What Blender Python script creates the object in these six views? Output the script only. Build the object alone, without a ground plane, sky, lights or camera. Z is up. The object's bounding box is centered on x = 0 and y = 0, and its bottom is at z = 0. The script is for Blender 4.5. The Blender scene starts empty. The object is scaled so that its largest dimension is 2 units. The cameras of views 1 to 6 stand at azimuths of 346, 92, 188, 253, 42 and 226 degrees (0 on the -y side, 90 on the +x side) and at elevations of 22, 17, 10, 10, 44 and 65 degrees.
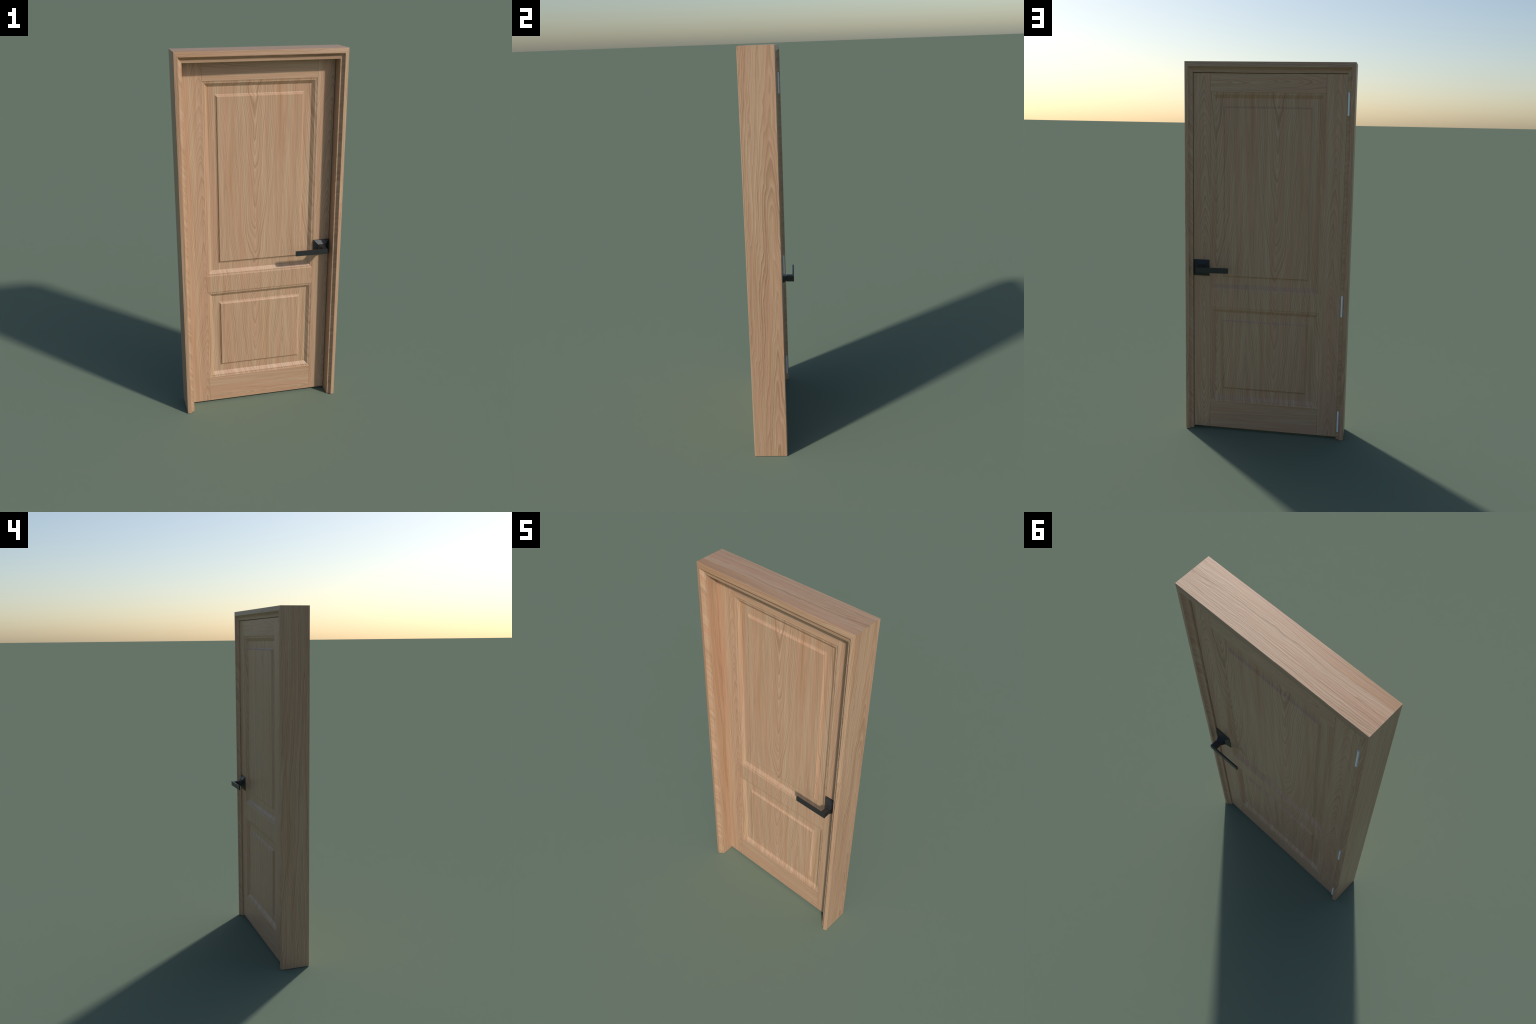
"""Panelled oak interior door standing in its frame, square black lever handles, three steel hinges."""
import bpy, bmesh, math
from mathutils import Vector

# ------------------------------------------------------------------ sizes (metres)
HALF_W, HEIGHT = 0.4400, 2.0
Y_FRONT, Y_BACK = -0.1113, 0.0587          # crests of the frame moulding
HEAD_SCALE = 1.316                         # the head's moulding is taller than the jambs' is wide
LEAF_Y = 0.0317                            # half thickness of the leaf
LEAF_X0, LEAF_X1, LEAF_Z0, LEAF_Z1 = -0.3998, 0.3976, 0.0125, 1.9425
PX0, PX1 = -0.2945, 0.3072                 # inner edges of the stiles
RAIL_Z = dict(bottom=0.1655, mid0=0.7055, mid1=0.8005, top=1.8495)
LEAF_SKEW, LEAF_SHIFT = -0.0088, 0.0054    # the leaf hangs half a degree out of the frame's plane
SEAM = 0.0004

# ------------------------------------------------------------------ node helpers
class Nodes:
    def __init__(self, mat):
        self.t = mat.node_tree
        self.t.nodes.clear()

    def new(self, kind, **props):
        n = self.t.nodes.new(kind)
        for k, v in props.items():
            setattr(n, k, v)
        return n

    def plug(self, sock, v):
        if isinstance(v, bpy.types.NodeSocket):
            self.t.links.new(v, sock)
        elif v is not None:
            sock.default_value = v

    def math(self, op, a, b=None, c=None, clamp=False):
        n = self.new("ShaderNodeMath", operation=op, use_clamp=clamp)
        for i, v in enumerate((a, b, c)):
            self.plug(n.inputs[i], v)
        return n.outputs[0]

    def combine(self, x, y, z):
        n = self.new("ShaderNodeCombineXYZ")
        for i, v in enumerate((x, y, z)):
            self.plug(n.inputs[i], v)
        return n.outputs[0]

    def noise(self, vec, scale=1.0, detail=2.0, rough=0.5):
        n = self.new("ShaderNodeTexNoise", noise_dimensions="3D")
        self.plug(n.inputs["Vector"], vec)
        n.inputs["Scale"].default_value = scale
        n.inputs["Detail"].default_value = detail
        n.inputs["Roughness"].default_value = rough
        return n.outputs[0]

    def ramp(self, fac, stops):
        n = self.new("ShaderNodeValToRGB")
        el = n.color_ramp.elements
        while len(el) < len(stops):
            el.new(0.5)
        for e, (p, v) in zip(el, stops):
            e.position = p
            e.color = (v, v, v, 1) if isinstance(v, (int, float)) else (*v, 1)
        self.plug(n.inputs[0], fac)
        return n.outputs[0]

    def mix(self, fac, a, b, mode="MIX"):
        n = self.new("ShaderNodeMix", data_type="RGBA", blend_type=mode)
        self.plug(n.inputs[0], fac)
        for s, v in ((n.inputs[6], a), (n.inputs[7], b)):
            if isinstance(v, tuple):
                v = (*v, 1) if len(v) == 3 else v
            self.plug(s, v)
        return n.outputs[2]


BEIGE, PINK, DARK, HONEY = (0.540, 0.364, 0.232), (0.520, 0.304, 0.190), (0.350, 0.203, 0.114), (0.45, 0.245, 0.115)


def wood(name, along, cross, seed, ring=0.0062, apex=(0.0, 0.14), rise=0.10, pith=(2.0, 0.25), near=0.012,
         line=0.78, streak=0.5, wobble=0.012, power=1.45, soft=0.0, knots=(), gain=1.0):
    """Flat-sawn oak. along: unit weights of (x, y, z) for the grain direction, cross: weights across it.
    Growth rings are cut as hyperbolas round a slightly tilted pith, so nested arches run along the board at
    `apex[0]` and every 2*apex[1] beside it; the pith comes nearest to the face at `pith[0]` along the grain.
    knots: single mineral streaks (across, half width, start, end, strength)."""
    mat = bpy.data.materials.new(name)
    mat.use_nodes = True
    N = Nodes(mat)
    obj = N.new("ShaderNodeTexCoord").outputs["Object"]

    def dot(w):
        n = N.new("ShaderNodeVectorMath", operation="DOT_PRODUCT")
        N.plug(n.inputs[0], obj)
        n.inputs[1].default_value = w
        return n.outputs["Value"]

    def stretched(a, b, off, detail=2.0, rough=0.5):
        return N.noise(N.combine(N.math("MULTIPLY", u, a), N.math("MULTIPLY", v, b), seed + off), detail=detail, rough=rough)

    def sway(tex, amount):
        return N.math("MULTIPLY", N.math("SUBTRACT", tex, 0.5), amount)

    u, v = dot(cross), dot(along)
    # slow drift, board-wide waviness and small jags of the grain
    uw = N.math("ADD", u, sway(stretched(5.0, 1.0, 0.0), wobble * 4))
    uw = N.math("ADD", uw, sway(stretched(24.0, 3.4, 7.3), wobble))
    uw = N.math("ADD", uw, sway(stretched(70.0, 14.0, 9.1), wobble * 0.35))
    du = N.math("PINGPONG", N.math("SUBTRACT", uw, apex[0]), apex[1])
    d = N.math("PINGPONG", N.math("MULTIPLY", N.math("SUBTRACT", v, pith[0]), rise), pith[1])
    d = N.math("ADD", N.math("ADD", d, near), sway(stretched(6.0, 2.6, 3.1), 0.04))
    d = N.math("MAXIMUM", d, 0.002)
    r = N.math("POWER", N.math("ADD", N.math("POWER", du, power), N.math("POWER", d, power)), 1.0 / power)
    q = N.math("DIVIDE", r, ring)
    # uneven ring widths and strengths
    q = N.math("ADD", q, N.math("MULTIPLY", N.noise(N.combine(N.math("MULTIPLY", q, 0.37), seed, 0.0), detail=1.0), 2.2))
    strength = N.noise(N.combine(N.math("MULTIPLY", q, 0.6), seed + 11.0, N.math("MULTIPLY", v, 0.9)), detail=1.0)
    strength = N.ramp(strength, [(0.30, 0.25), (0.50, 0.60), (0.70, 1.0)])
    late = N.ramp(N.math("FRACT", q), [(0.0, 0.25 * soft), (0.45 - 0.2 * soft, 0.18 + 0.3 * soft), (0.78 - 0.15 * soft, 1.0), (0.90, 0.8), (1.0, 0.25 * soft)])
    fine = N.ramp(N.math("FRACT", N.math("MULTIPLY", q, 2.0)), [(0.0, 0.0), (0.6, 0.5), (0.8, 1.0), (1.0, 0.0)])
    lines = N.math("ADD", N.math("MULTIPLY", late, strength), N.math("MULTIPLY", fine, 0.20), clamp=True)
    # broad colour bands, mineral streaks, fibres
    band = N.noise(N.combine(N.math("MULTIPLY", uw, 38.0), N.math("MULTIPLY", v, 0.9), seed + 21.0), detail=2.5, rough=0.6)
    band = N.ramp(band, [(0.40, 0.0), (0.60, 1.0)])
    honey = N.noise(N.combine(N.math("MULTIPLY", uw, 30.0), N.math("MULTIPLY", v, 1.2), seed + 33.0), detail=1.5)
    honey = N.math("MULTIPLY", N.ramp(honey, [(0.60, 0.0), (0.74, 1.0)]), streak)
    for k0, kw, v0, v1, ks in knots:
        across = N.math("DIVIDE", N.math("SUBTRACT", uw, k0), kw)
        across = N.math("POWER", 2.718, N.math("MULTIPLY", N.math("MULTIPLY", across, across), -1.0))
        reach = N.new("ShaderNodeMapRange", interpolation_type="SMOOTHSTEP")
        N.plug(reach.inputs[0], N.math("ABSOLUTE", N.math("SUBTRACT", v, (v0 + v1) / 2)))
        for i, val in enumerate(((v1 - v0) * 0.25, (v1 - v0) * 0.55, 1.0, 0.0)):
            reach.inputs[1 + i].default_value = val
        honey = N.math("ADD", honey, N.math("MULTIPLY", N.math("MULTIPLY", across, reach.outputs[0]), ks), clamp=True)
    fibre = stretched(420.0, 9.0, 0.0, rough=0.6)
    fleck = stretched(150.0, 3.5, 5.0, rough=0.55)
    c = N.mix(band, BEIGE, PINK)
    c = N.mix(honey, c, HONEY)
    c = N.mix(N.math("MULTIPLY", lines, line), c, DARK)
    grain = N.math("ADD", N.math("MULTIPLY", fibre, 0.20), N.math("MULTIPLY", fleck, 0.34))
    grain = N.math("MULTIPLY", N.math("ADD", grain, 1.0 - 0.27), gain)
    c = N.mix(1.0, c, N.combine(grain, grain, grain), "MULTIPLY")

    bump = N.new("ShaderNodeBump")
    bump.inputs["Strength"].default_value = 0.35
    bump.inputs["Distance"].default_value = 0.0006
    N.plug(bump.inputs["Height"], N.math("SUBTRACT", N.math("ADD", fibre, fleck), N.math("MULTIPLY", lines, 0.5)))
    b = N.new("ShaderNodeBsdfPrincipled")
    N.plug(b.inputs["Base Color"], c)
    N.plug(b.inputs["Roughness"], N.math("ADD", N.math("MULTIPLY", fleck, 0.20), 0.34))
    N.plug(b.inputs["Normal"], bump.outputs[0])
    N.plug(N.new("ShaderNodeOutputMaterial").inputs[0], b.outputs[0])
    return mat


def plain(name, colour, metallic, rough, grain=0.0):
    mat = bpy.data.materials.new(name)
    mat.use_nodes = True
    N = Nodes(mat)
    obj = N.new("ShaderNodeTexCoord").outputs["Object"]
    n = N.noise(obj, scale=260.0, detail=3.0)
    k = N.math("ADD", N.math("MULTIPLY", n, grain), 1.0 - grain * 0.5)
    b = N.new("ShaderNodeBsdfPrincipled")
    N.plug(b.inputs["Base Color"], N.mix(1.0, colour, N.combine(k, k, k), "MULTIPLY"))
    b.inputs["Metallic"].default_value = metallic
    N.plug(b.inputs["Roughness"], N.math("ADD", N.math("MULTIPLY", N.math("SUBTRACT", n, 0.5), 0.10), rough))
    N.plug(N.new("ShaderNodeOutputMaterial").inputs[0], b.outputs[0])
    return mat


Z, X = (0, 0, 1), (1, 0, 0)
M_PANEL = wood("oak_panel", Z, (1, 0.55, 0), 1.7, ring=0.0072, line=0.85, apex=(-0.035, 0.158), pith=(1.98, 0.25), rise=0.10, power=1.38,
               wobble=0.010, streak=0.75,
               knots=((0.098, 0.007, 1.42, 1.90, 0.9), (0.03, 0.010, 0.15, 0.75, 0.4), (-0.243, 0.006, 0.22, 0.66, 0.6)))
M_STILE_L = wood("oak_stile", Z, (1, 0.7, 0), 8.2, apex=(-0.330, 0.12), pith=(-0.05, 0.25), line=0.7)
M_STILE_R = wood("oak_stile_second", Z, (1, 0.7, 0), 15.4, apex=(0.362, 0.12), pith=(0.45, 0.25), near=0.006, line=0.7)
M_RAIL_T = wood("oak_top_rail", X, (0, 0.7, 1), 23.9, ring=0.0055, apex=(1.925, 0.12), pith=(0.45, 0.25), rise=0.07)
M_RAIL_B = wood("oak_bottom_rail", X, (0, 0.7, 1), 31.2, ring=0.005, apex=(0.02, 0.16), pith=(-0.5, 0.25), rise=0.05)
M_JAMB_L = wood("oak_jamb", Z, (1.25, 1, 0), 41.0, ring=0.0078, apex=(-0.46, 0.16), pith=(2.2, 0.25), rise=0.05, near=0.02, line=1.0, soft=0.5, wobble=0.022,
                knots=((-0.552, 0.012, 0.15, 2.2, 0.25), (-0.522, 0.010, 0.45, 1.1, 0.7)))
M_JAMB_R = wood("oak_jamb_second", Z, (1.25, 1, 0), 52.6, ring=0.0088, apex=(0.572, 0.20), pith=(-0.02, 0.25), rise=0.060, near=0.006,
                line=1.0, soft=0.5, wobble=0.026, power=1.4)
M_HEAD = wood("oak_head", X, (0, 1, 1.25), 63.3, ring=0.0072, apex=(2.66, 0.30), pith=(-0.7, 0.25), rise=0.05, line=1.0, soft=0.4,
              gain=0.93, wobble=0.024, streak=0.8)
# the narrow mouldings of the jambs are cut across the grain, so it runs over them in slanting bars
M_MOULD_L = wood("oak_jamb_moulding", Z, (1.25, 1, 1.2), 71.0, ring=0.042, apex=(-0.5, 4.0), pith=(0, 0.25), rise=0.02, line=0.7, soft=1.0, wobble=0.04)
M_MOULD_R = wood("oak_jamb_moulding_second", Z, (1.25, 1, -1.2), 79.0, ring=0.042, apex=(-3.5, 4.0), pith=(0, 0.25), rise=0.02, line=0.7, soft=1.0, wobble=0.04)
M_BLACK = plain("black_powder_coat", (0.021, 0.022, 0.022), 0.0, 0.38, 0.15)
M_STEEL = plain("satin_nickel", (0.86, 0.90, 0.92), 0.0, 0.36, 0.04)

# ------------------------------------------------------------------ object helpers
root = bpy.data.objects.new("wooden_door", None)
root.empty_display_size = 0.2
bpy.context.scene.collection.objects.link(root)
root["label"] = "light oak two-panel door in its frame with square black lever handles"
root["category"] = "interior door"


def finish(bm, name, mat, parent=root, smooth=None, bevel=0.0):
    if bevel:
        bmesh.ops.bevel(bm, geom=[e for e in bm.edges if e.calc_face_angle(0) > 0.5], offset=bevel,
                        segments=2, profile=0.6, affect="EDGES", clamp_overlap=True)
    bmesh.ops.recalc_face_normals(bm, faces=bm.faces)
    me = bpy.data.meshes.new(name)
    bm.to_mesh(me)
    bm.free()
    me.materials.append(mat)
    if smooth is not None:
        me.polygons.foreach_set("use_smooth", [True] * len(me.polygons))
        me.set_sharp_from_angle(angle=math.radians(smooth))
    ob = bpy.data.objects.new(name, me)
    bpy.context.scene.collection.objects.link(ob)
    ob.parent = parent
    return ob


def add_box(bm, lo, hi):
    vs = [bm.verts.new((x, y, z)) for x in (lo[0], hi[0]) for y in (lo[1], hi[1]) for z in (lo[2], hi[2])]
    for f in ((0, 1, 3, 2), (4, 6, 7, 5), (0, 4, 5, 1), (2, 3, 7, 6), (0, 2, 6, 4), (1, 5, 7, 3)):
        bm.faces.new([vs[i] for i in f])
    return vs


def loft(bm, rings, cap=True):
    """Skin a list of closed vertex loops of equal length."""
    loops = [[bm.verts.new(p) for p in ring] for ring in rings]
    n = len(loops[0])
    for a, b in zip(loops, loops[1:]):
        for i in range(n):
            bm.faces.new((a[i], a[(i + 1) % n], b[(i + 1) % n], b[i]))
    if cap:
        bm.faces.new(loops[0])
        bm.faces.new(loops[-1])
    return loops


# ------------------------------------------------------------------ frame: one moulding profile, mitred round
def frame_profile():
    """(w, y): w runs inwards from the outer face. Sloping fillet rising to a crest, cove, narrow flat, rounded lip; same on both sides."""
    half = [(0.0, 0.0046), (0.0007, 0.0037), (0.0186, 0.0001), (0.0195, 0.0002)]
    half += [(0.0204, 0.0016), (0.0226, 0.0063), (0.0252, 0.0105), (0.0284, 0.0139), (0.0318, 0.0158), (0.0330, 0.0161)]   # cove
    half.append((0.0378, 0.0161))              # narrow flat
    for k in range(1, 4):                      # rounded lip
        a = math.radians(90 * k / 3)
        half.append((0.0378 + 0.0022 * math.sin(a), 0.0161 + 0.0022 * (1 - math.cos(a))))
    front = [(w, Y_FRONT + d) for w, d in half]
    back = [(w, Y_BACK - d) for w, d in reversed(half)]
    return front + back


PROFILE = frame_profile()


def head_drop(w):
    return HEAD_SCALE * w + 0.0022 * max(0.0, (w - 0.034) / 0.006)


def side_jamb(side, mat, moulding):
    bm = bmesh.new()
    foot = [(side * (HALF_W - w), y, 0.0) for w, y in PROFILE]
    top = [(side * (HALF_W - w), y, HEIGHT - head_drop(w)) for w, y in PROFILE]
    loft(bm, [foot, top])
    for f in bm.faces:
        w = HALF_W - abs(f.calc_center_median().x)
        if 0.0196 < w < 0.0399 and len(f.verts) == 4:
            f.material_index = 1
    ob = finish(bm, "side_jamb", mat, smooth=35)
    ob.data.materials.append(moulding)
    return ob


def head_jamb(mat):
    bm = bmesh.new()
    ends = [[(s * (HALF_W - w), y, HEIGHT - head_drop(w)) for w, y in PROFILE] for s in (-1, 1)]
    loft(bm, ends)
    return finish(bm, "head_jamb", mat, smooth=35)


side_jamb(-1, M_JAMB_L, M_MOULD_L)
side_jamb(1, M_JAMB_R, M_MOULD_R)
head_jamb(M_HEAD)

# ------------------------------------------------------------------ leaf
# panel moulding: (inset in x, inset in z, depth below the leaf's face)
MOULD = [(0.0000, 0.0000, 0.0000), (0.0030, 0.0031, 0.0013), (0.0060, 0.0063, 0.0021), (0.0064, 0.0067, 0.0027),
         (0.0118, 0.0125, 0.0029), (0.0124, 0.0131, 0.0036), (0.0284, 0.0300, 0.0157), (0.0291, 0.0308, 0.0159),
         (0.0655, 0.0690, 0.0159), (0.0685, 0.0721, 0.0145), (0.0706, 0.0742, 0.0141), (0.0712, 0.0748, 0.0134),
         (0.0770, 0.0809, 0.0076), (0.0777, 0.0816, 0.0072)]


def panel(x0, x1, z0, z1, parent):
    bm = bmesh.new()

    def ring(dx, dz, y):
        return [(x0 + dx, y, z0 + dz), (x1 - dx, y, z0 + dz), (x1 - dx, y, z1 - dz), (x0 + dx, y, z1 - dz)]

    rings = [ring(dx, dz, -(LEAF_Y - d)) for dx, dz, d in reversed(MOULD)]
    rings += [ring(dx, dz, LEAF_Y - d) for dx, dz, d in MOULD]
    loft(bm, rings)
    return finish(bm, "panel", M_PANEL, parent)


def board(name, x0, x1, z0, z1, mat, parent=root, bevel=0.0):
    bm = bmesh.new()
    add_box(bm, (x0, -LEAF_Y, z0), (x1, LEAF_Y, z1))
    return finish(bm, name, mat, parent, bevel=bevel)


# a core slab inside the leaf carries the boards
bm = bmesh.new()
add_box(bm, (LEAF_X0 + 0.01, -0.012, LEAF_Z0 + 0.01), (LEAF_X1 - 0.01, 0.012, LEAF_Z1 - 0.01))
leaf = finish(bm, "door_leaf", M_PANEL)
leaf.location.y = LEAF_SHIFT
leaf.rotation_euler.z = LEAF_SKEW
g = SEAM
board("stile", LEAF_X0, PX0 - g, LEAF_Z0, LEAF_Z1, M_STILE_L, leaf, 0.0003)
board("stile", PX1 + g, LEAF_X1, LEAF_Z0, LEAF_Z1, M_STILE_R, leaf, 0.0003)
board("bottom_rail", PX0 + g, PX1 - g, LEAF_Z0, RAIL_Z["bottom"] - g / 2, M_RAIL_B, leaf, 0.0003)
board("top_rail", PX0 + g, PX1 - g, RAIL_Z["top"] + g / 2, LEAF_Z1, M_RAIL_T, leaf, 0.0003)
board("middle_rail", PX0 + g / 4, PX1 - g / 4, RAIL_Z["mid0"] + g / 4, RAIL_Z["mid1"] - g / 4, M_PANEL, leaf)
panel(PX0, PX1, RAIL_Z["mid1"], RAIL_Z["top"], leaf)
panel(PX0, PX1, RAIL_Z["bottom"], RAIL_Z["mid0"], leaf)

# ------------------------------------------------------------------ lever handles, one on each face
HZ = 0.9218
# flared square rose: (half width, distance from the leaf's mid-plane)
ROSE = [(0.0422, 0.0262), (0.0430, 0.0265), (0.0433, 0.0360), (0.0428, 0.0375), (0.0215, 0.0490), (0.0192, 0.0530),
        (0.0172, 0.0580), (0.0155, 0.0635), (0.0139, 0.0690), (0.0133, 0.0715), (0.0105, 0.0720), (0.0100, 0.0760)]


def handle(side, hx, tip):
    bm = bmesh.new()
    loft(bm, [[(hx + a * h, side * y, HZ - 0.0006 + b * h * 1.02) for a, b in ((-1, -1), (1, -1), (1, 1), (-1, 1))] for h, y in ROSE])
    rose = finish(bm, "handle_rose", M_BLACK, smooth=14)
    bm = bmesh.new()
    ys = sorted((side * 0.0752, side * 0.1052))
    add_box(bm, (hx - 0.0125, ys[0], HZ - 0.0138), (hx + 0.0122, ys[1], HZ + 0.0136))
    ys = sorted((side * 0.1048, side * 0.1118))
    add_box(bm, (tip, ys[0], HZ - 0.0141), (hx + 0.0132, ys[1], HZ + 0.0139))
    for vert in bm.verts:                                 # the lever stands a hair above level
        vert.co.z += 0.011 * (hx + 0.013 - vert.co.x)
    return finish(bm, "lever", M_BLACK, parent=rose, bevel=0.0009, smooth=30)


handle(-1, 0.3528, 0.1840)
handle(1, 0.3548, 0.1928)

# ------------------------------------------------------------------ hinges: three barrels standing in the back cove
def hinge(z0, z1):
    bm = bmesh.new()
    r, n = 0.0055, 24
    prof = [(r * 0.86, z0), (r, z0 + 0.0008), (r, z1 - 0.0008), (r * 0.86, z1)]
    cx, cy = -0.4090, 0.0476
    loft(bm, [[(cx + q * math.cos(2 * math.pi * i / n), cy + q * math.sin(2 * math.pi * i / n), z) for i in range(n)] for q, z in prof])
    return finish(bm, "hinge", M_STEEL, smooth=40)


for z0, z1 in ((0.0446, 0.1627), (0.6912, 0.8065), (1.7383, 1.8535)):
    hinge(z0, z1)
